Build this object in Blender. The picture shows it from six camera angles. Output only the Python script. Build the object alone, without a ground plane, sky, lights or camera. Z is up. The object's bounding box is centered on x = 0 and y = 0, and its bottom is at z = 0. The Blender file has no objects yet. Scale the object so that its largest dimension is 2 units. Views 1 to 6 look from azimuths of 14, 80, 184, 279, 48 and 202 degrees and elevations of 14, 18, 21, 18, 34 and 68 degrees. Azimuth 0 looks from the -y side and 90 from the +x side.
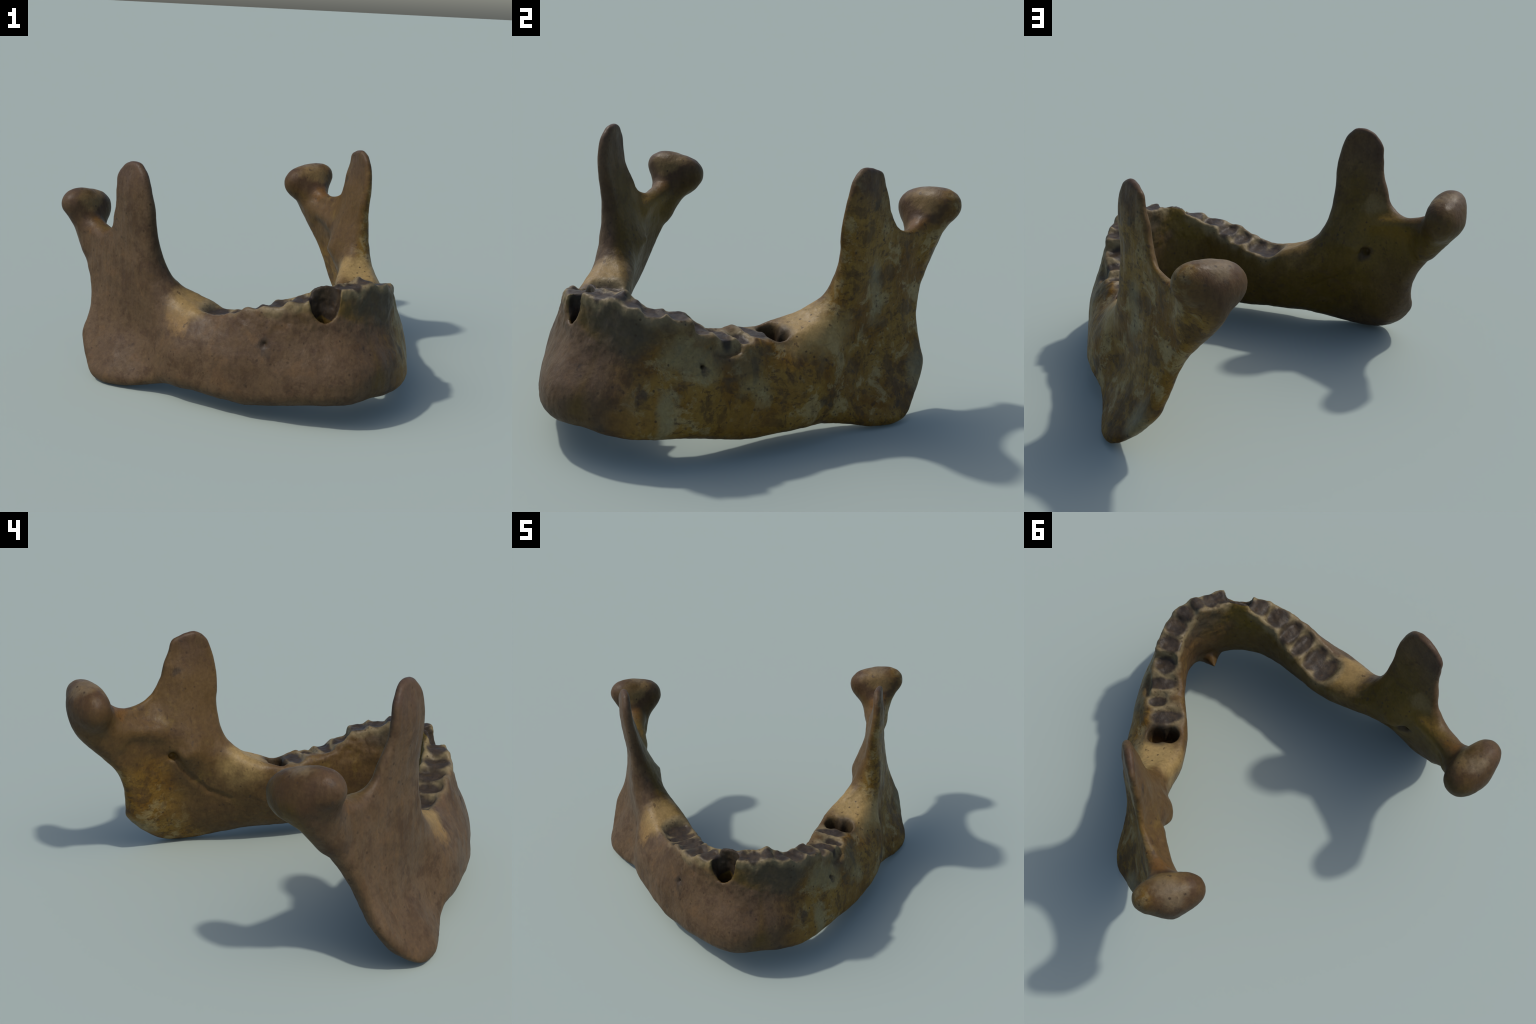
"""A weathered toothless human lower jaw (mandible).

The bone is described in an anatomical frame: an arch-shaped plan curve (arc length s, 0 at the chin,
positive towards one condyle, negative towards the other), the side outline of the bone in (s, z), and the
depth of its outer and inner faces from the plan curve in (s, z).  Condyles, mental spine, tooth sockets
and foramina are solids blended in or carved out.  The implicit surface is polygonised, given relief and cut
into named anatomical parts along region borders that share vertices and normals.
"""
import bpy, math
import numpy as np

# ------------------------------------------------------------------ frame
FWD = np.array([.755, -.656]); FWD /= np.linalg.norm(FWD)      # chin direction in the ground plane
LAT = np.array([-FWD[1], FWD[0]])                              # sideways, towards the s > 0 condyle
XM = -.025                                                     # midline shift
VOX = .006

def catmull(P, m=16, closed=False):
    P = np.asarray(P, float)
    Q = np.vstack([P[-1], P, P[0], P[1]]) if closed else np.vstack([2*P[0]-P[1], P, 2*P[-1]-P[-2]])
    t = np.linspace(0, 1, m, endpoint=False)[:, None]
    out = []
    for i in range(1, len(Q)-2):
        a, b, c, d = Q[i-1:i+3]
        out.append(.5*((2*b)+(c-a)*t+(2*a-5*b+4*c-d)*t*t+(-a+3*b-3*c+d)*t**3))
    return np.vstack(out + ([] if closed else [Q[-2:-1]]))

half = [(.18, 1.05), (.33, .93), (.43, .76), (.51, .56), (.60, .34), (.68, .12), (.74, -.1), (.78, -.3), (.80, -.5), (.81, -.8)]
PLAN = catmull([(-x, y) for x, y in half[::-1]] + [(0, 1.08)] + half, 40)
ARC = np.r_[0, np.cumsum(np.linalg.norm(np.diff(PLAN, axis=0), axis=1))]
ARC -= np.interp(0, PLAN[:, 0], ARC)
TAN = np.gradient(PLAN, axis=0); TAN /= np.linalg.norm(TAN, axis=1)[:, None]
NOR = np.c_[-TAN[:, 1], TAN[:, 0]]                             # outward (buccal)

def local(s, n, z):
    """(s, n, z) -> local X, Y, z"""
    x = np.interp(s, ARC, PLAN[:, 0]) + n*np.interp(s, ARC, NOR[:, 0])
    y = np.interp(s, ARC, PLAN[:, 1]) + n*np.interp(s, ARC, NOR[:, 1])
    return np.array([x + XM, y, z])

def world(p):
    return np.array([*(p[0]*LAT + p[1]*FWD), p[2]])

# ------------------------------------------------------------------ outline of the bone, seen from the side
# from the chin backwards along the top, round the coronoid process, notch, neck, angle, and back along the base
TOP_B = [(.10, .705), (.165, .695), (.30, .668), (.36, .655), (.46, .61), (.51, .555), (.60, .515), (.66, .50), (.746, .50),
         (.84, .465), (.98, .50), (1.052, .54), (1.122, .622), (1.15, .72), (1.155, .80), (1.146, .885), (1.148, .99),
         (1.169, 1.095), (1.20, 1.155), (1.262, 1.188), (1.355, 1.168), (1.385, 1.145), (1.40, 1.10), (1.43, 1.037),
         (1.452, .965), (1.505, .885), (1.58, .845), (1.65, .84), (1.715, .86), (1.79, .90), (1.87, .95), (1.94, .93),
         (1.965, .85), (1.945, .77), (1.90, .71), (1.825, .63), (1.74, .54), (1.69, .44), (1.67, .36), (1.655, .28),
         (1.64, .21), (1.575, .125), (1.50, .06), (1.42, .012), (1.35, .0), (1.25, .004), (1.19, .02), (1.05, .05), (.92, .06),
         (.78, .065), (.64, .062), (.42, .095), (.28, .11), (.10, .11)]
TOP_A = [(.10, .70), (.18, .69), (.34, .65), (.42, .62), (.53, .585), (.65, .55), (.71, .51), (.79, .485), (.88, .47),
         (1.0, .50), (1.115, .562), (1.17, .668), (1.19, .80), (1.193, .88), (1.195, .98), (1.215, 1.08), (1.238, 1.133),
         (1.29, 1.178), (1.36, 1.18), (1.405, 1.155), (1.44, 1.10), (1.446, 1.04), (1.455, .96), (1.495, .865), (1.532, .80), (1.63, .754),
         (1.735, .785), (1.80, .815), (1.87, .88), (1.94, .87), (1.975, .80), (1.935, .73), (1.86, .65), (1.755, .535),
         (1.675, .395), (1.647, .29), (1.632, .20), (1.58, .115), (1.515, .05), (1.45, .012), (1.38, .0), (1.27, .006), (1.14, .035),
         (1.04, .062), (.95, .065), (.84, .07), (.72, .06), (.637, .06), (.575, .06), (.474, .075), (.26, .105), (.10, .115)]
OUTLINE = catmull([(0, .70)] + [(.04, .722)] + TOP_B + [(0, .115)] + [(-s, z) for s, z in TOP_A[::-1]], 6, closed=True)

# depth of the outer and the inner face from the plan curve: s, z, outer, inner
FACE_MID = [(0, .70, -.03, -.14), (0, .55, -.02, -.16), (0, .42, .03, -.175), (0, .3, .12, -.17), (0, .13, .115, -.105)]
FACE_B = [(.23, .66, -.02, -.14), (.23, .45, .0, -.175), (.23, .42, .005, -.165), (.23, .3, .065, -.16), (.23, .12, .10, -.10),
          (.45, .58, -.02, -.165), (.45, .4, .04, -.18), (.45, .2, .085, -.14), (.45, .1, .09, -.085),
          (.65, .5, .015, -.184), (.65, .4, .075, -.185), (.65, .25, .115, -.15), (.65, .08, .14, -.07),
          (.85, .46, .035, -.19), (.85, .35, .13, -.185), (.85, .22, .165, -.12), (.85, .07, .175, -.04),
          (1.05, .5, .085, -.148), (1.05, .35, .145, -.14), (1.05, .2, .16, -.075), (1.05, .06, .175, .02),
          (1.2, 1., .075, .01), (1.2, .75, .085, -.03), (1.2, .6, .095, -.07), (1.2, .45, .09, -.085), (1.2, .3, .095, -.045), (1.2, .17, .15, .005), (1.2, .04, .20, .09),
          (1.23, 1.1, .07, .01), (1.28, 1.18, .055, .0), (1.38, 1.12, .05, .005),
          (1.35, .95, .06, -.025), (1.35, .75, .06, -.06), (1.35, .57, .07, -.11), (1.35, .42, .085, -.035),
          (1.35, .28, .11, .015), (1.35, .15, .185, .065), (1.35, .02, .255, .15), (1.45, .57, .07, -.035), (1.48, .95, .055, .01),
          (1.5, .85, .055, .01), (1.5, .7, .05, -.045), (1.52, .5, .08, -.005), (1.5, .35, .11, .025), (1.5, .22, .15, .06), (1.5, .1, .215, .125), (1.5, .02, .275, .18),
          (1.63, .82, .05, -.02), (1.63, .65, .05, -.04), (1.63, .45, .08, .0), (1.63, .3, .14, .04), (1.63, .18, .21, .10), (1.63, .1, .25, .15),
          (1.76, .87, .05, -.045), (1.76, .55, .06, -.035), (1.9, .85, .06, -.08), (1.9, .7, .05, -.07)]
FACE_A = [(.12, .3, .13, -.175), (.12, .12, .14, -.105), (.23, .66, -.02, -.13), (.23, .45, .01, -.17), (.23, .3, .10, -.165), (.23, .12, .13, -.10),
          (.45, .61, .005, -.125), (.45, .4, .06, -.16), (.45, .2, .12, -.115), (.45, .09, .13, -.06),
          (.65, .54, .04, -.13), (.65, .4, .095, -.16), (.65, .25, .15, -.12), (.65, .08, .165, -.06),
          (.85, .47, .05, -.15), (.85, .35, .145, -.16), (.85, .22, .18, -.10), (.85, .08, .195, -.03),
          (1.05, .5, .085, -.13), (1.05, .35, .145, -.12), (1.05, .2, .175, -.045), (1.05, .06, .195, .03),
          (1.2, 1., .12, .05), (1.2, .75, .105, -.01), (1.2, .6, .105, -.06), (1.2, .45, .105, -.10), (1.2, .3, .105, -.035), (1.2, .17, .145, .03), (1.2, .04, .21, .10),
          (1.25, 1.09, .125, .055), (1.32, 1.17, .105, .05), (1.42, 1.1, .11, .06), (1.35, .95, .115, .03), (1.46, .97, .105, .05), (1.35, .75, .095, -.02),
          (1.35, .57, .095, -.095), (1.35, .42, .10, -.05),
          (1.35, .28, .115, .005), (1.35, .15, .195, .06), (1.35, .02, .265, .13), (1.45, .56, .085, -.045),
          (1.52, .83, .08, .015), (1.5, .67, .08, -.035), (1.52, .5, .085, -.02), (1.5, .35, .105, .0), (1.5, .22, .145, .045), (1.5, .1, .215, .10), (1.5, .02, .275, .18),
          (1.63, .75, .065, -.02), (1.63, .6, .07, -.035), (1.63, .43, .085, -.005), (1.63, .3, .135, .04), (1.63, .18, .205, .105), (1.63, .1, .25, .15),
          (1.76, .80, .055, -.045), (1.76, .55, .065, -.03), (1.9, .82, .06, -.08), (1.9, .68, .05, -.06)]

def thin_plate(pts, vals, qs, qz, smooth=2e-4):
    U = lambda r2: .5*r2*np.log(r2 + 1e-12)
    n = len(pts)
    K = U(((pts[:, None]-pts[None])**2).sum(-1)) + smooth*np.eye(n)
    P = np.c_[np.ones(n), pts]
    M = np.zeros((n+3, n+3)); M[:n, :n] = K; M[:n, n:] = P; M[n:, :n] = P.T
    w = np.linalg.solve(M, np.vstack([vals, np.zeros((3, vals.shape[1]))]))
    q = np.stack(np.meshgrid(qs, qz, indexing="ij"), -1).reshape(-1, 2)
    out = U(((q[:, None]-pts[None])**2).sum(-1)) @ w[:n] + np.c_[np.ones(len(q)), q] @ w[n:]
    return out.reshape(len(qs), len(qz), -1)

def polygon_distance(poly, qs, qz):
    q = np.stack(np.meshgrid(qs, qz, indexing="ij"), -1).reshape(-1, 2)
    d = np.full(len(q), 9.); inside = np.zeros(len(q), bool)
    for a, b in zip(poly, np.roll(poly, -1, 0)):
        e = b-a; w = q-a
        t = np.clip((w @ e)/max(e @ e, 1e-12), 0, 1)
        d = np.minimum(d, np.hypot(*(w - t[:, None]*e).T))
        cross = (a[1] > q[:, 1]) != (b[1] > q[:, 1])
        if e[1] != 0:
            inside ^= cross & (q[:, 0] < e[0]*(q[:, 1]-a[1])/e[1] + a[0])
    return np.where(inside, -d, d).reshape(len(qs), len(qz))

# ------------------------------------------------------------------ numpy gradient noise
_rng = np.random.default_rng(7)
_perm = np.tile(_rng.permutation(256), 3)
_grad = _rng.normal(size=(256, 3)); _grad /= np.linalg.norm(_grad, axis=1)[:, None]
def noise(p):
    i = np.floor(p).astype(int); f = p-i; i &= 255
    u = f**3*(f*(f*6-15)+10); r = 0
    for dx in (0, 1):
        for dy in (0, 1):
            for dz in (0, 1):
                g = _grad[_perm[_perm[_perm[i[:, 0]+dx]+i[:, 1]+dy]+i[:, 2]+dz]]
                w = np.abs(1-dx-u[:, 0])*np.abs(1-dy-u[:, 1])*np.abs(1-dz-u[:, 2])
                r = r + w*(g*(f-[dx, dy, dz])).sum(1)
    return r
def fractal(p, octaves=3):
    return sum(noise(p*2**k + 17.3*k)/2**k for k in range(octaves))

# ------------------------------------------------------------------ implicit surface on a grid
gx = np.arange(-1.06, 1.06, VOX); gy = np.arange(-.66, 1.30, VOX); gz = np.arange(-.05, 1.27, VOX)
qs = np.arange(-2.35, 2.351, .01); qz = np.arange(-.06, 1.29, .01)

ctrl = np.array(FACE_MID + FACE_B + [(-s, z, o, i) for s, z, o, i in FACE_A], float)
tab = thin_plate(ctrl[:, :2], ctrl[:, 2:], qs, qz)
T_out, T_in = tab[..., 0], tab[..., 1]
mid = (T_out+T_in)/2; hw = np.maximum((T_out-T_in)/2, .022)
T_out, T_in = mid+hw, mid-hw
T_edge = polygon_distance(OUTLINE, qs, qz)

XX, YY = np.meshgrid(gx, gy, indexing="ij")
cols = np.c_[XX.ravel()-XM, YY.ravel()]
near = np.zeros(len(cols), int); best = np.full(len(cols), 9.)
for k in range(0, len(PLAN), 3):
    d = ((cols-PLAN[k])**2).sum(1); m = d < best; best[m] = d[m]; near[m] = k
for k in (-2, -1, 1, 2):
    j = np.clip(near+k, 0, len(PLAN)-1); d = ((cols-PLAN[j])**2).sum(1); m = d < best; best[m] = d[m]; near[m] = j[m]
rel = cols-PLAN[near]
col_s = ARC[near] + (rel*TAN[near]).sum(1); col_n = (rel*NOR[near]).sum(1)
keep = np.where(np.sqrt(best) < .40)[0]
cs, cn, cxy = col_s[keep], col_n[keep], np.c_[XX.ravel(), YY.ravel()][keep]

def lookup(T):
    a = np.clip((cs-qs[0])/.01, 0, len(qs)-1.001); i = a.astype(int); fa = (a-i)[:, None]
    row = T[i]*(1-fa)+T[i+1]*fa
    b = np.clip((gz-qz[0])/.01, 0, len(qz)-1.001); j = b.astype(int); fb = b-j
    return (row[:, j]*(1-fb)+row[:, j+1]*fb).astype(np.float32)

edge = lookup(T_edge); o = lookup(T_out); i_ = lookup(T_in)
h = (o-i_)/2
ramp = lambda v, lo, hi: np.clip((v-lo)/(hi-lo), 0, 1)
lens = (ramp(np.abs(cs), 1.05, 1.15)*(1-ramp(np.abs(cs), 1.58, 1.68)))[:, None]*ramp(gz, .62, .8)[None]
h = (h*(1-lens*.32*(1-ramp(-edge, 0., .11)))).astype(np.float32)
a = np.abs(cn[:, None].astype(np.float32)-(o+i_)/2)-h
# edges are sharp along the tooth row, round elsewhere
row_w = (1-ramp(np.abs(cs), .92, 1.1))[:, None]*ramp(gz, .34, .46)[None]
r = np.minimum(h*.98, (.085*(1-row_w)+.035*row_w).astype(np.float32))
f = np.minimum(np.maximum(a+r, edge+r), 0)+np.hypot(np.maximum(a+r, 0), np.maximum(edge+r, 0))-r
del edge, o, i_, h, a, r
PX = cxy[:, 0].astype(np.float32)[:, None]; PY = cxy[:, 1].astype(np.float32)[:, None]; PZ = gz.astype(np.float32)[None]

def boxed(c, R):
    m = np.where(((cxy-np.asarray(c[:2]))**2).sum(1) < R*R)[0]
    zz = np.where(np.abs(gz-c[2]) < R)[0]
    return m, slice(zz[0], zz[-1]+1)
def frame_of(axis, up=(0, 0, 1)):
    u = np.asarray(axis, float); u /= np.linalg.norm(u)
    v = np.cross(up, u); v /= np.linalg.norm(v)
    return u, v, np.cross(u, v)
def smin(p, q, k):
    t = np.clip(.5+.5*(q-p)/k, 0, 1); return q*(1-t)+p*t-k*t*(1-t)
def ellipsoid(c, radii, axes, m, zs):
    d = [PX[m]-c[0], PY[m]-c[1], PZ[:, zs]-c[2]]
    k = 0; g = 0
    for ax, R in zip(axes, radii):
        t = d[0]*ax[0]+d[1]*ax[1]+d[2]*ax[2]; k = k+(t/R)**2; g = g+(t/R**2)**2
    k = np.sqrt(k); return k*(k-1)/np.maximum(np.sqrt(g), 1e-6)
def pillow(c, radii, axes, m, zs):
    d = [PX[m]-c[0], PY[m]-c[1], PZ[:, zs]-c[2]]
    t = [np.abs(d[0]*ax[0]+d[1]*ax[1]+d[2]*ax[2])/R for ax, R in zip(axes, radii)]
    return ((t[0]**3.5+t[1]**3.5+t[2]**3)**(1/3.2)-1)*min(radii)
def barrel(c, radii, axes, m, zs):
    d = [PX[m]-c[0], PY[m]-c[1], PZ[:, zs]-c[2]]
    t = [np.abs(d[0]*ax[0]+d[1]*ax[1]+d[2]*ax[2])/R for ax, R in zip(axes, radii)]
    return ((t[0]**2.3+t[1]**2.3+t[2]**2.3)**(1/2.3)-1)*min(radii)
def cone(p0, p1, r0, r1, m, zs):
    p0, p1 = np.asarray(p0), np.asarray(p1); e = p1-p0
    d = [PX[m]-p0[0], PY[m]-p0[1], PZ[:, zs]-p0[2]]
    t = np.clip((d[0]*e[0]+d[1]*e[1]+d[2]*e[2])/(e @ e), 0, 1)
    return np.sqrt(sum((d[k]-t*e[k])**2 for k in range(3)))-(r0+(r1-r0)*t)
def add(shape, c, R, k):
    m, zs = boxed(c, R); f[m, zs] = smin(f[m, zs], shape(m, zs), k)
def carve(shape, c, R, k):
    m, zs = boxed(c, R); f[m, zs] = -smin(-f[m, zs], shape(m, zs), k)

# condyles: a transverse roller on a flaring neck
CONDYLES = {"B": (np.array([.757, -.47, .92]), (1, .16, .22), (.146, .067, .077)),
            "A": (np.array([-.81, -.485, .862]), (-1, .34, .2), (.132, .073, .077))}
for c, ax, rad in CONDYLES.values():
    axes = frame_of(ax)
    add(lambda m, zs: barrel(c, rad, axes, m, zs), c, .30, .045)
    under = c-axes[0]*.075+[0, 0, -.035]
    add(lambda m, zs: ellipsoid(under, (.068, .064, .08), axes, m, zs), under, .3, .05)
    for e, q in ((.085, .055), (0., .07), (-.075, .055)):
        p = c+axes[0]*e+axes[2]*-.015; foot = np.array([c[0], c[1]+.12, c[2]-.22])
        add(lambda m, zs: cone(foot, p, .03, q, m, zs), c-[0, 0, .1], .36, .07)
knob = CONDYLES["B"][0]+[.138, .03, .0]
add(lambda m, zs: cone(knob-[.05, 0, 0], knob, .045, .012, m, zs), knob, .2, .02)

# mental spine behind the chin
tip = np.array([.01, .825, .28])
add(lambda m, zs: cone([-.005, .94, .225], tip, .06, .003, m, zs), tip, .3, .035)

# tooth sockets: s, n, radius along the arch, radius across, depth below the crest
SOCKETS = [(-.115, -.08, .045, .04, .02), (-.035, -.08, .04, .045, .02), (.045, -.08, .042, .045, .025), (.135, -.085, .045, .05, .03),
           (.25, -.085, .055, .06, .045), (.37, -.09, .05, .065, .04), (.485, -.08, .045, .06, .03), (.575, -.07, .032, .08, .016),
           (.675, -.04, .035, .05, .02), (.765, -.085, .035, .085, .016),
           (-.375, -.06, .055, .055, .03), (-.50, -.05, .062, .062, .03), (-.60, -.06, .045, .08, .04), (-.69, -.055, .045, .085, .04),
           (-.78, -.055, .045, .085, .035), (-.865, -.06, .055, .08, .035)]
def crest(s):
    col = T_edge[np.argmin(np.abs(qs-s))]
    return qz[np.where(col < 0)[0][-1]]
socket_spots = []; socket_beds = []
for s, n, ra, rc, dep in SOCKETS:
    zc = crest(s); c = local(s, n, zc+.012)
    t = (local(s+.02, n, 0)-local(s-.02, n, 0)); axes = frame_of(t)
    carve(lambda m, zs: pillow(c, (ra, rc, dep+.012), axes, m, zs), c, .2, .03)
    socket_spots.append((local(s, n, zc-.02), ra*1.1, rc*1.1, axes)); socket_beds.append((c, (ra*1.05, rc*1.05, dep+.025), axes))
# two deep empty sockets
deep = local(-.235, -.045, .66)
da = frame_of(local(-.215, 0, 0)-local(-.255, 0, 0))
carve(lambda m, zs: pillow(deep+[0, 0, .02], (.074, .062, .165), da, m, zs), deep, .3, .012)
low = local(-.235, -.06, .5)
socket_beds.append((deep+[0, 0, -.08], (.078, .066, .27), da))
carve(lambda m, zs: cone(low+[0, 0, .08], low+[.01, -.01, -.15], .052, .035, m, zs), low, .3, .012)
for dn, ds in ((-.015, 0), (-.09, .005)):
    p = local(.86+ds, dn-.015, .46)
    carve(lambda m, zs: cone(p+[0, 0, .06], p+[0, 0, -.11], .055, .035, m, zs), p, .3, .02)

# foramina: mental, mandibular
def pit(s, z, face, rad, depth):
    T = T_out if face > 0 else T_in
    n = T[np.argmin(np.abs(qs-s)), np.argmin(np.abs(qz-z))]
    p = local(s, n, z); q = local(s, n-face*depth, z)
    carve(lambda m, zs: cone(p, q, rad, rad*.6, m, zs), p, .15, .02)
pit(.45, .42, 1, .008, .03); pit(-.50, .39, 1, .012, .012)
pit(1.43, .56, -1, .028, .035); pit(-1.43, .545, -1, .028, .03)

def face_point(s, z, face, lift=0.):
    T = T_out if face > 0 else T_in
    return local(s, T[np.argmin(np.abs(qs-s)), np.argmin(np.abs(qz-z))]+face*lift, z)
for sg in (1, -1):
    # little tongue in front of the mandibular foramen, groove running down from it, ridge towards the neck
    p, q = face_point(sg*1.375, .57, -1, -.016), face_point(sg*1.40, .59, -1, -.006)
    add(lambda m, zs: cone(p, q, .028, .014, m, zs), p, .2, .03)
    path = [face_point(sg*u, z, -1, .006) for u, z in ((1.41, .52), (1.33, .42), (1.24, .34), (1.14, .29))]
    for p, q in zip(path, path[1:]):
        carve(lambda m, zs: cone(p, q, .012, .010, m, zs), (p+q)/2, .2, .02)
    p, q = face_point(sg*1.50, .70, -1, -.02), face_point(sg*1.72, .74, -1, -.02)
    add(lambda m, zs: cone(p, q, .035, .035, m, zs), (p+q)/2, .3, .05)
plate = face_point(.575, .52, 1, .022)
pa = frame_of(local(.595, 0, 0)-local(.555, 0, 0))
carve(lambda m, zs: pillow(plate, (.075, .034, .075), pa, m, zs), plate, .2, .012)

F = np.full((len(gx)*len(gy), len(gz)), .3, np.float32); F[keep] = f
F = F.reshape(len(gx), len(gy), len(gz)); del f

# ------------------------------------------------------------------ polygonise (surface nets)
def surface_nets(F):
    ins = F < 0
    nx, ny, nz = F.shape
    cnt = np.zeros((nx-1, ny-1, nz-1), np.int8)
    for dx in (0, 1):
        for dy in (0, 1):
            for dz in (0, 1):
                cnt += ins[dx:nx-1+dx, dy:ny-1+dy, dz:nz-1+dz]
    act = np.argwhere((cnt > 0) & (cnt < 8))
    ids = np.full(cnt.shape, -1, np.int64); ids[tuple(act.T)] = np.arange(len(act))
    acc = np.zeros((len(act), 3)); num = np.zeros(len(act))
    corners = [(x, y, z) for x in (0, 1) for y in (0, 1) for z in (0, 1)]
    for A in corners:
        for k in range(3):
            if A[k] == 0:
                B = list(A); B[k] = 1
                fa = F[act[:, 0]+A[0], act[:, 1]+A[1], act[:, 2]+A[2]].astype(float)
                fb = F[act[:, 0]+B[0], act[:, 1]+B[1], act[:, 2]+B[2]].astype(float)
                m = (fa < 0) != (fb < 0)
                t = np.where(m, fa/np.where(m, fa-fb, 1), 0)
                p = np.tile(np.array(A, float), (len(act), 1)); p[:, k] += t
                acc[m] += p[m]; num[m] += 1
    verts = act+acc/num[:, None]
    quads = []
    for k in range(3):
        u, v = (k+1) % 3, (k+2) % 3
        sl0 = [slice(None)]*3; sl1 = [slice(None)]*3; sl0[k] = slice(0, -1); sl1[k] = slice(1, None)
        A_, B_ = ins[tuple(sl0)], ins[tuple(sl1)]
        e = np.argwhere(A_ != B_); flip = A_[tuple(e.T)]
        q = []
        for du, dv in ((-1, -1), (0, -1), (0, 0), (-1, 0)):
            c = e.copy(); c[:, u] += du; c[:, v] += dv
            q.append(ids[tuple(c.T)])
        q = np.array(q).T; q[~flip] = q[~flip][:, ::-1]
        quads.append(q)
    return verts, np.vstack(quads)

V, Q = surface_nets(F)
V = V*VOX+[gx[0], gy[0], gz[0]]
edges = np.vstack([Q[:, [0, 1]], Q[:, [1, 2]], Q[:, [2, 3]], Q[:, [3, 0]]])
def relax(V, lam):
    acc = np.zeros_like(V); num = np.bincount(edges.ravel(), minlength=len(V))
    for k in range(3):
        acc[:, k] = np.bincount(edges[:, 0], V[edges[:, 1], k], len(V))+np.bincount(edges[:, 1], V[edges[:, 0], k], len(V))
    return V+lam*(acc/num[:, None]-V)
def vertex_normals(V):
    d = np.cross(V[Q[:, 2]]-V[Q[:, 0]], V[Q[:, 3]]-V[Q[:, 1]]); n = np.zeros_like(V)
    for c in range(4):
        for k in range(3):
            n[:, k] += np.bincount(Q[:, c], d[:, k], len(V))
    return n/np.maximum(np.linalg.norm(n, axis=1), 1e-12)[:, None]
for _ in range(4):
    V = relax(V, .5); V = relax(V, -.45)

# anatomical coordinates of every vertex
d2 = np.full(len(V), 9.); nearest = np.zeros(len(V), int)
P2 = V[:, :2]-[XM, 0]
for k in range(0, len(PLAN), 2):
    d = ((P2-PLAN[k])**2).sum(1); m = d < d2; d2[m] = d[m]; nearest[m] = k
vs = ARC[nearest]; vz = V[:, 2].copy()

# relief: gentle lumps, lengthwise fibre, pitted grain, ragged tooth row
nrm = vertex_normals(V)
lump = fractal(V*5+3, 3); fine = fractal(V*[22, 22, 22], 3); fibre = fractal(V*[38, 38, 9], 2)
ragged = fractal(V*[16, 16, 16]+9, 3)
rowm = (1-ramp(np.abs(vs), .85, 1.0))*ramp(vz, .42, .50)
disp = .007*lump+.0012*fine+.0016*fibre+rowm*.010*ragged
V = V+nrm*disp[:, None]
V = relax(V, .3)
W = np.c_[V[:, :1]*LAT+V[:, 1:2]*FWD, V[:, 2]]
W[:, 2] += max(0., .001-W[:, 2].min())
nrm = vertex_normals(W)

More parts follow.
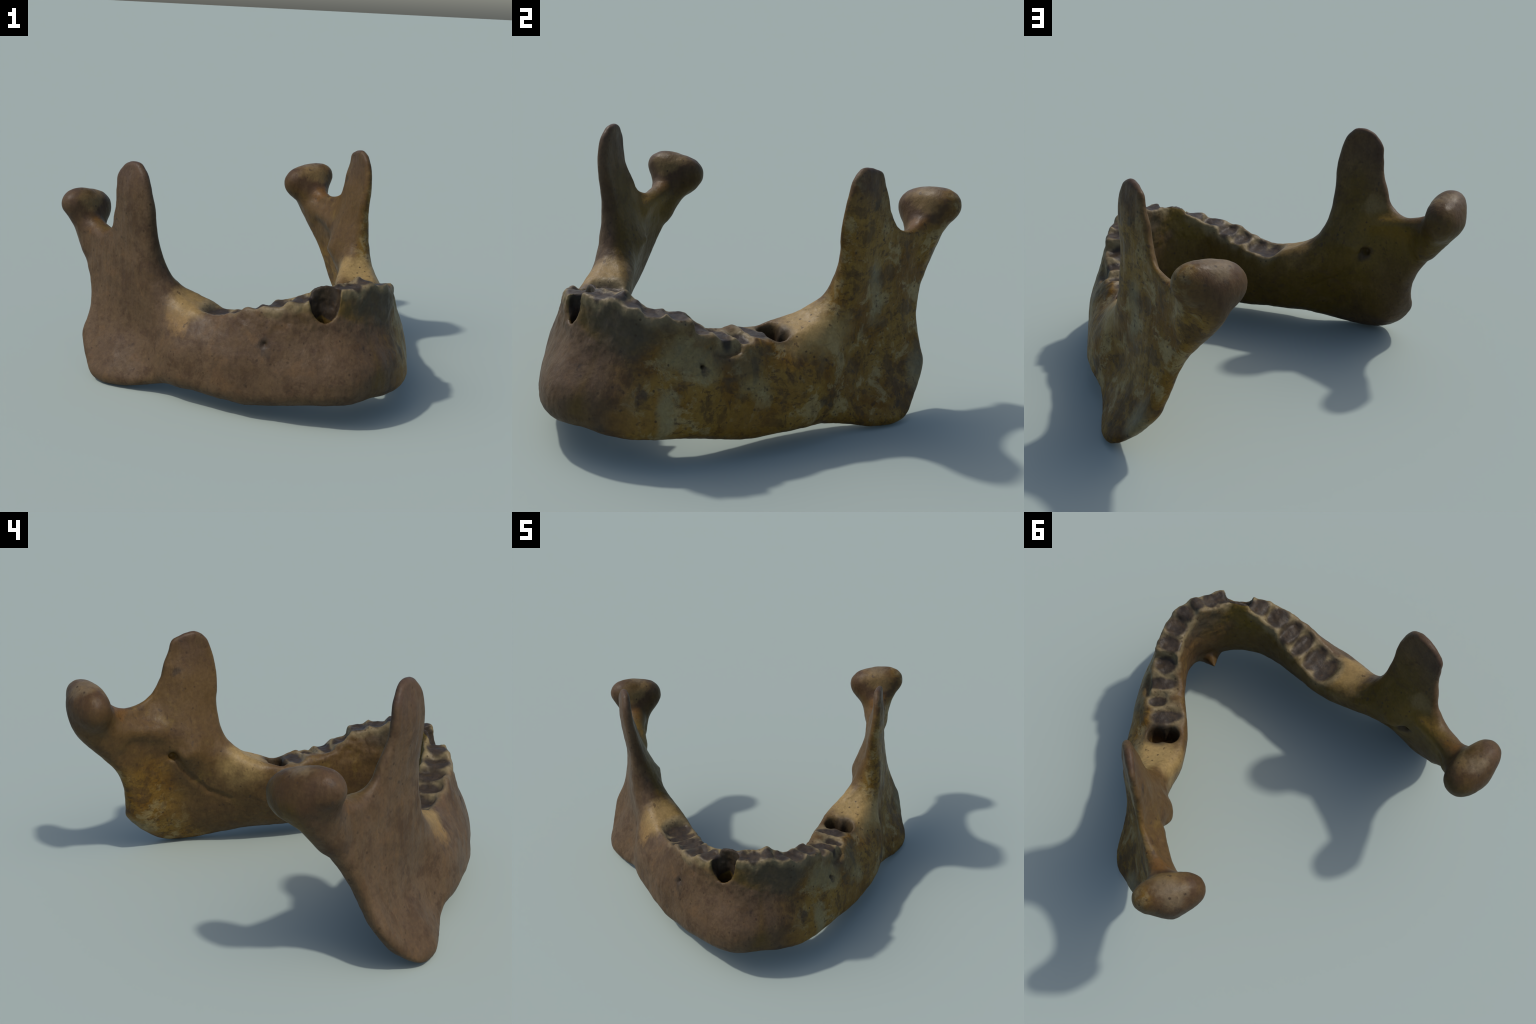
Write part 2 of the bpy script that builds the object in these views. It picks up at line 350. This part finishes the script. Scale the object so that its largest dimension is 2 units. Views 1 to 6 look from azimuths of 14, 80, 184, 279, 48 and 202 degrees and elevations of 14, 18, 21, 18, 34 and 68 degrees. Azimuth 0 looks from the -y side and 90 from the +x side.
# ------------------------------------------------------------------ material
def bone_material():
    mat = bpy.data.materials.new("stained_bone"); mat.use_nodes = True
    nt = mat.node_tree; nt.nodes.clear(); N = nt.nodes; L = nt.links
    def new(kind, **kw):
        nd = N.new(kind)
        for k, v in kw.items(): setattr(nd, k, v)
        return nd
    def put(sock, v):
        if isinstance(v, bpy.types.NodeSocket): L.new(v, sock)
        else: sock.default_value = v
    def math_(op, a, b=0., c=None, clamp=False):
        nd = new("ShaderNodeMath", operation=op, use_clamp=clamp); put(nd.inputs[0], a); put(nd.inputs[1], b)
        if c is not None: put(nd.inputs[2], c)
        return nd.outputs[0]
    def vec(op, a, b=(0, 0, 0), out=0):
        nd = new("ShaderNodeVectorMath", operation=op); put(nd.inputs[0], a); put(nd.inputs[1], b); return nd.outputs[out]
    def tex(p, scale, detail=4., rough=.55, out=0, dist=0.):
        nd = new("ShaderNodeTexNoise"); put(nd.inputs["Vector"], p); nd.inputs["Scale"].default_value = scale
        nd.inputs["Detail"].default_value = detail; nd.inputs["Roughness"].default_value = rough; nd.inputs["Distortion"].default_value = dist
        return nd.outputs[out]
    def step(v, lo, hi, a=0., b=1.):
        nd = new("ShaderNodeMapRange", interpolation_type="SMOOTHSTEP"); put(nd.inputs[0], v)
        for k, x in enumerate((lo, hi, a, b)): nd.inputs[k+1].default_value = x
        return nd.outputs[0]
    def mix(fac, a, b):
        nd = new("ShaderNodeMix", data_type="RGBA", clamp_factor=True); put(nd.inputs[0], fac)
        for k, v in ((6, a), (7, b)):
            put(nd.inputs[k], v if isinstance(v, bpy.types.NodeSocket) else (*v, 1))
        return nd.outputs[2]
    co = new("ShaderNodeTexCoord").outputs["Object"]
    warp = vec("MULTIPLY", vec("SUBTRACT", tex(co, 7., 4., .6, 1), (.5, .5, .5)), (.22, .22, .22))
    p = vec("ADD", co, warp)
    mott = tex(co, 5., 5., .6); mott2 = tex(vec("ADD", co, (3, 1, 2)), 14., 5., .65); grain = tex(co, 70., 3., .6)
    stretched = vec("MULTIPLY", co, (1, 1, .3)); streak = tex(stretched, 28., 4., .6)

    def blob(c, rad, soft=.5):
        R = rad if isinstance(rad, (tuple, list)) else (rad,)*3
        dd = vec("MULTIPLY", vec("SUBTRACT", p, tuple(map(float, c))), tuple(1/x for x in R))
        return step(vec("LENGTH", dd, out=1), 1-soft, 1+soft, 1., 0.)
    def spot(c, rad, soft=.4, pos=co):
        dd = vec("SUBTRACT", pos, tuple(map(float, c)))
        return step(math_("DIVIDE", vec("LENGTH", dd, out=1), rad), 1-soft, 1+soft, 1., 0.)
    def at(s, z, face=1, lift=0.):
        T = T_out if face > 0 else T_in
        n = T[np.argmin(np.abs(qs-s)), np.argmin(np.abs(qz-z))]
        return world(local(s, n+face*lift, z))+SHIFT
    times = lambda a, b: math_("MULTIPLY", a, b)

    brown = (.107, .071, .044); ochre = (.285, .180, .064); pale = (.40, .32, .175); grey = (.29, .27, .18)
    plum = (.080, .052, .042); olive = (.122, .081, .025)
    # anatomical position: sideways distance, forward distance, and which face of the plate
    sidev = vec("DOT_PRODUCT", p, (float(LAT[0]), float(LAT[1]), 0.), out=1)
    lat = math_("SUBTRACT", vec("DOT_PRODUCT", co, (float(LAT[0]), float(LAT[1]), 0.), out=1), float(XM+SHIFT[:2] @ LAT))
    fore = math_("SUBTRACT", vec("DOT_PRODUCT", co, (float(FWD[0]), float(FWD[1]), 0.), out=1), float(SHIFT[:2] @ FWD))
    height = new("ShaderNodeSeparateXYZ"); put(height.inputs[0], co); height = height.outputs[2]
    def curve(v, lo, hi, f, n=9):
        nd = new("ShaderNodeFloatCurve"); c = nd.mapping.curves[0]
        for k in range(n):
            x = k/(n-1); y = float(f(lo+(hi-lo)*x))
            if k in (0, n-1): c.points[0 if k == 0 else -1].location = (x, y)
            else: c.points.new(x, y)
        nd.mapping.update(); put(nd.inputs["Value"], step_lin(v, lo, hi)); return nd.outputs[0]
    def step_lin(v, lo, hi):
        nd = new("ShaderNodeMapRange"); put(nd.inputs[0], v)
        nd.inputs[1].default_value = lo; nd.inputs[2].default_value = hi; return nd.outputs[0]
    hb = PLAN[PLAN[:, 0] >= 0][::-1]
    archx = curve(fore, -.6, 1.08, lambda y: np.interp(y, hb[:, 1], hb[:, 0]), 15)
    lean = curve(height, 0., 1.0, lambda z: .3+np.interp(z, [0, .2, .4, .55, .8, 1], [.12, .06, 0, -.02, .03, .05]), 9)
    side_n = math_("SUBTRACT", math_("SUBTRACT", math_("ABSOLUTE", lat), archx), math_("SUBTRACT", lean, .3))
    lingual = step(side_n, -.035, .035, 1., 0.)
    # pinkish brown on one side and the chin, ochre-olive on the other, each mottled at several sizes
    to_b = step(sidev, .0, .28)
    big = tex(vec("ADD", co, (5, 9, 1)), 3.2, 6., .66, 0, .6)
    mid = tex(vec("ADD", co, (7, 2, 5)), 8., 6., .68, 0, .4)
    col_a = mix(step(big, .40, .62), (.132, .090, .057), brown)
    col_a = mix(times(step(mid, .51, .62), .6), col_a, (.068, .041, .026))
    col_a = mix(times(step(mid, .47, .36), .5), col_a, (.155, .097, .056))
    col_b = mix(step(big, .42, .60), ochre, (.185, .098, .030))
    col_b = mix(times(step(mid, .52, .60), .7), col_b, (.080, .047, .022))
    col_b = mix(times(step(mid, .47, .38), .7), col_b, pale)
    fleck = tex(vec("MULTIPLY", co, (1, 1, 2.4)), 24., 4., .65)
    col_b = mix(times(step(fleck, .56, .64), .65), col_b, (.075, .042, .020))
    inner = mix(step(sidev, -.25, .1), olive, (.126, .081, .041))  # inner-face colours darkened to carry the scan's baked occlusion shade
    inner = mix(times(step(big, .50, .66), .6), inner, (.075, .047, .030))
    inner = mix(times(step(mid, .46, .32), .5), inner, (.195, .135, .056))
    col = mix(lingual, mix(to_b, col_a, col_b), inner)
    col = mix(times(step(mott2, .52, .66), .45), col, (.080, .050, .030))
    def paint(m, c, k=1.):
        nonlocal col
        col = mix(times(m, k) if k != 1. else m, col, c)
    # bright ochre at the foot of both rami and along the oblique line
    paint(blob(world(local(1.02, .0, .47))+SHIFT, (.15, .15, .12)), (.44, .325, .165), .85)
    paint(blob(world(local(-.98, -.01, .48))+SHIFT, (.115, .115, .10)), (.40, .285, .14), .8)
    paint(blob(world(local(-1.0, .09, .38))+SHIFT, (.06, .06, .08)), (.34, .225, .11), .7)
    paint(blob(at(1.60, .18), (.10, .10, .13)), grey, .55)
    paint(blob(at(1.36, .60), (.05, .05, .14)), grey, .45)
    paint(blob(at(.42, .44), (.11, .11, .09)), (.29, .26, .155), .6)
    paint(blob(at(.30, .24), (.05, .05, .13)), (.31, .275, .165), .65)
    paint(blob(at(.66, .30), (.06, .06, .07)), (.29, .255, .15), .5)
    paint(blob(at(.62, .16), (.16, .16, .08)), (.20, .108, .034), .5)
    paint(blob(at(.18, .22), (.10, .10, .07)), (.26, .155, .060), .6)
    paint(times(lingual, blob(at(-.35, .6, -1), (.16, .16, .10))), (0.163, 0.116, 0.034), .7)
    paint(times(lingual, blob(at(-.7, .4, -1), (.26, .26, .16))), olive, .7)
    paint(times(lingual, blob(at(-1.5, .6, -1), (.2, .2, .2))), (0.184, 0.129, 0.048), .6)
    # smoky stain over the front of the tooth row
    paint(blob(at(.10, .60), (.19, .19, .12)), (0.068, 0.060, 0.044), .8)
    paint(blob(at(.62, .44), (.12, .12, .08)), (0.088, 0.078, 0.051), .6)
    # coronoid tips and condyles
    for s in (1.29, -1.38):
        paint(blob(at(s, 1.16), (.11, .11, .13), .8), plum, .6)
    for c, ax, rad in CONDYLES.values():
        paint(blob(world(c)+SHIFT, (.19, .19, .13)), (.080, .048, .029), .85)
        paint(blob(world(c+[0, .06, .05])+SHIFT, (.09, .09, .05)), (.27, .19, .095), .7)
        paint(blob(world(c+[0, -.02, .08])+SHIFT, (.06, .06, .04)), (0.224, 0.177, 0.116), .6)
        paint(blob(world(c+[0, .14, -.09])+SHIFT, (.05, .05, .06)), (0.22, 0.115, 0.045), .45)
    # sockets: pale broken rims, dark beds
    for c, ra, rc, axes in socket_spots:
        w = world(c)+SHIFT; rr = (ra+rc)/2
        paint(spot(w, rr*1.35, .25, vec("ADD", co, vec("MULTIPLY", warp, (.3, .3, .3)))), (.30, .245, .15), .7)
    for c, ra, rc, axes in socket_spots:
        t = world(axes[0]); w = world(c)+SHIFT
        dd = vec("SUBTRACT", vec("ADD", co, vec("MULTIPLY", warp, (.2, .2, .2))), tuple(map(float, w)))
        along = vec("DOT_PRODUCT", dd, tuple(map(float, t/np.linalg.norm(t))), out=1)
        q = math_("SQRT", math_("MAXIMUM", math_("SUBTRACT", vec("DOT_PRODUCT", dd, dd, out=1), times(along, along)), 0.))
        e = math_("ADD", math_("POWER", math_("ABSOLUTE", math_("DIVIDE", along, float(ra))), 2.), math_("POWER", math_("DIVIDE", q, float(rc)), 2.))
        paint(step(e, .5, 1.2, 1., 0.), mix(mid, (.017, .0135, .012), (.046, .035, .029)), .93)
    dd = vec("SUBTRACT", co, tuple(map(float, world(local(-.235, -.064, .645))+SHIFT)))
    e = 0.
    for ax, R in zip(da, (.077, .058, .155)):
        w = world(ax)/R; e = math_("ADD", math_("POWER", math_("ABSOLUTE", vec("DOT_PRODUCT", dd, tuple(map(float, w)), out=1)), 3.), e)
    paint(step(e, .9, 1.1, 1., 0.), (.028, .022, .020), .9)  # hole walls painted near black for the unlit depth of the socket
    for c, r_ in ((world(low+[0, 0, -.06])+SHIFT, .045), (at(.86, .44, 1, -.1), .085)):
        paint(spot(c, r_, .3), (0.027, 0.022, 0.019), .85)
    # single dark spots
    for s, z, r_, face in ((1.02, .19, .035, 1), (.20, .32, .03, 1), (.36, .2, .018, 1), (.06, .20, .022, 1), (.45, .42, .025, 1),
                           (-.50, .39, .03, 1), (1.35, 1.0, .03, -1), (1.33, 1.03, .03, 1), (-.05, .4, .02, 1)):
        paint(blob(at(s, z, face), r_, .5), (0.051, 0.037, 0.027), .8)
    # the lingual upper bone is warmer
    paint(times(lingual, blob(at(-1.55, .70, -1), (.14, .14, .07))), (.25, .16, .05), .5)
    paint(times(lingual, blob(at(-1.45, .80, -1), (.06, .06, .05))), (.30, .225, .12), .6)
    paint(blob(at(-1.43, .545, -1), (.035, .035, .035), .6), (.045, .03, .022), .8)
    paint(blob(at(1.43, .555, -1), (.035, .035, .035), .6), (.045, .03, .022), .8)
    # scattered pits
    vor = new("ShaderNodeTexVoronoi"); put(vor.inputs["Vector"], vec("ADD", co, vec("MULTIPLY", warp, (.15, .15, .15)))); vor.inputs["Scale"].default_value = 26.
    sep = new("ShaderNodeSeparateColor"); put(sep.inputs[0], vor.outputs["Color"])
    pits = times(step(vor.outputs["Distance"], .10, .20, 1., 0.), step(sep.outputs[0], .66, .72))
    paint(pits, (.050, .032, .020), .75)
    # scattered specks and fine grain
    paint(times(step(tex(vec("MULTIPLY", co, (1, 1, .55)), 42., 3., .6), .60, .70), step(mott, .38, .58)), (.07, .042, .024), .7)
    paint(step(tex(vec("ADD", co, (1, 4, 2)), 24., 2., .5), .68, .74), (.06, .042, .03), .6)
    col = mix(times(step(streak, .40, .70), .16), col, (.22, .15, .08))
    hsv = new("ShaderNodeHueSaturation"); hsv.inputs["Saturation"].default_value = 1.18; put(hsv.inputs["Color"], col); put(hsv.inputs["Value"], step(grain, .3, .7, .53, .66))
    bs = new("ShaderNodeBsdfPrincipled"); put(bs.inputs["Base Color"], hsv.outputs[0])
    put(bs.inputs["Roughness"], step(mott2, .3, .7, .42, .58)); bs.inputs["Specular IOR Level"].default_value = .17
    bump = new("ShaderNodeBump"); bump.inputs["Strength"].default_value = .25; bump.inputs["Distance"].default_value = .01
    put(bump.inputs["Height"], math_("ADD", times(grain, .5), math_("ADD", streak, times(mott2, .8))))
    L.new(bump.outputs[0], bs.inputs["Normal"])
    out = new("ShaderNodeOutputMaterial"); L.new(bs.outputs[0], out.inputs[0])
    return mat

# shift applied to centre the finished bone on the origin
raw = np.c_[V[:, :1]*LAT+V[:, 1:2]*FWD, V[:, 2]]
SHIFT = (W-raw)[0]
MAT = bone_material()

# ------------------------------------------------------------------ parts
centre = V[Q].mean(1); cs_ = vs[Q].mean(1); cz = centre[:, 2]; sd = np.where(cs_ >= 0, 1, 2)
part = np.zeros(len(Q), int)                                   # 0 body
as_ = np.abs(cs_)
row = (as_ < 1.0) & (cz > .50-.10*ramp(as_, .3, .9))
part[row] = 1                                                  # alveolar ridge
ram = as_ > 1.02+.25*(.55-np.clip(cz, 0, .8))
part[ram] = 1+sd[ram]
cor = ram & (cz > .80) & (as_ < 1.6)
part[cor] = 3+sd[cor]
for k, (c, ax, rad) in zip((6, 7), CONDYLES.values()):
    axes = frame_of(ax); t = centre-c
    e = sum(((t @ u)/(R*1.22))**2 for u, R in zip(axes, rad))
    part[e < 1] = k
chin = (part == 0) & (as_ < .27) & (cz < .46) & (((centre[:, :2]-[XM, 0])**2).sum(1) > .98**2)
part[chin] = 8
for k, (c, rad, axes) in enumerate(socket_beds):
    t = centre-c
    e = sum((np.abs(t @ u)/R)**3.2 for u, R in zip(axes, rad))
    part[(e < 1) & ((part == 1) | ((k == len(socket_beds)-1) & (part == 0) & (e < .9)))] = 9+k
names = {0: "mandibular_body", 1: "alveolar_ridge", 2: "ramus", 3: "ramus", 4: "coronoid_process", 5: "coronoid_process", 6: "condyle", 7: "condyle", 8: "chin"}
names.update({9+k: "tooth_socket" for k in range(len(socket_beds))})
top = bpy.data.objects.new("lower_jaw_bone", None); bpy.context.collection.objects.link(top)
top["label"] = "old brown stained human lower jaw bone without teeth"; top["category"] = "jaw bone"
for k, name in names.items():
    q = Q[part == k]
    if not len(q): continue
    used, inv = np.unique(q, return_inverse=True)
    me = bpy.data.meshes.new(name)
    me.from_pydata(W[used].tolist(), [], inv.reshape(-1, 4).tolist()); me.update()
    me.polygons.foreach_set("use_smooth", np.ones(len(q), bool))
    me.normals_split_custom_set_from_vertices(nrm[used].tolist())
    me.materials.append(MAT)
    ob = bpy.data.objects.new(name, me); bpy.context.collection.objects.link(ob); ob.parent = top
print("faces", len(Q), "extent", W.min(0), W.max(0), "shift", SHIFT)
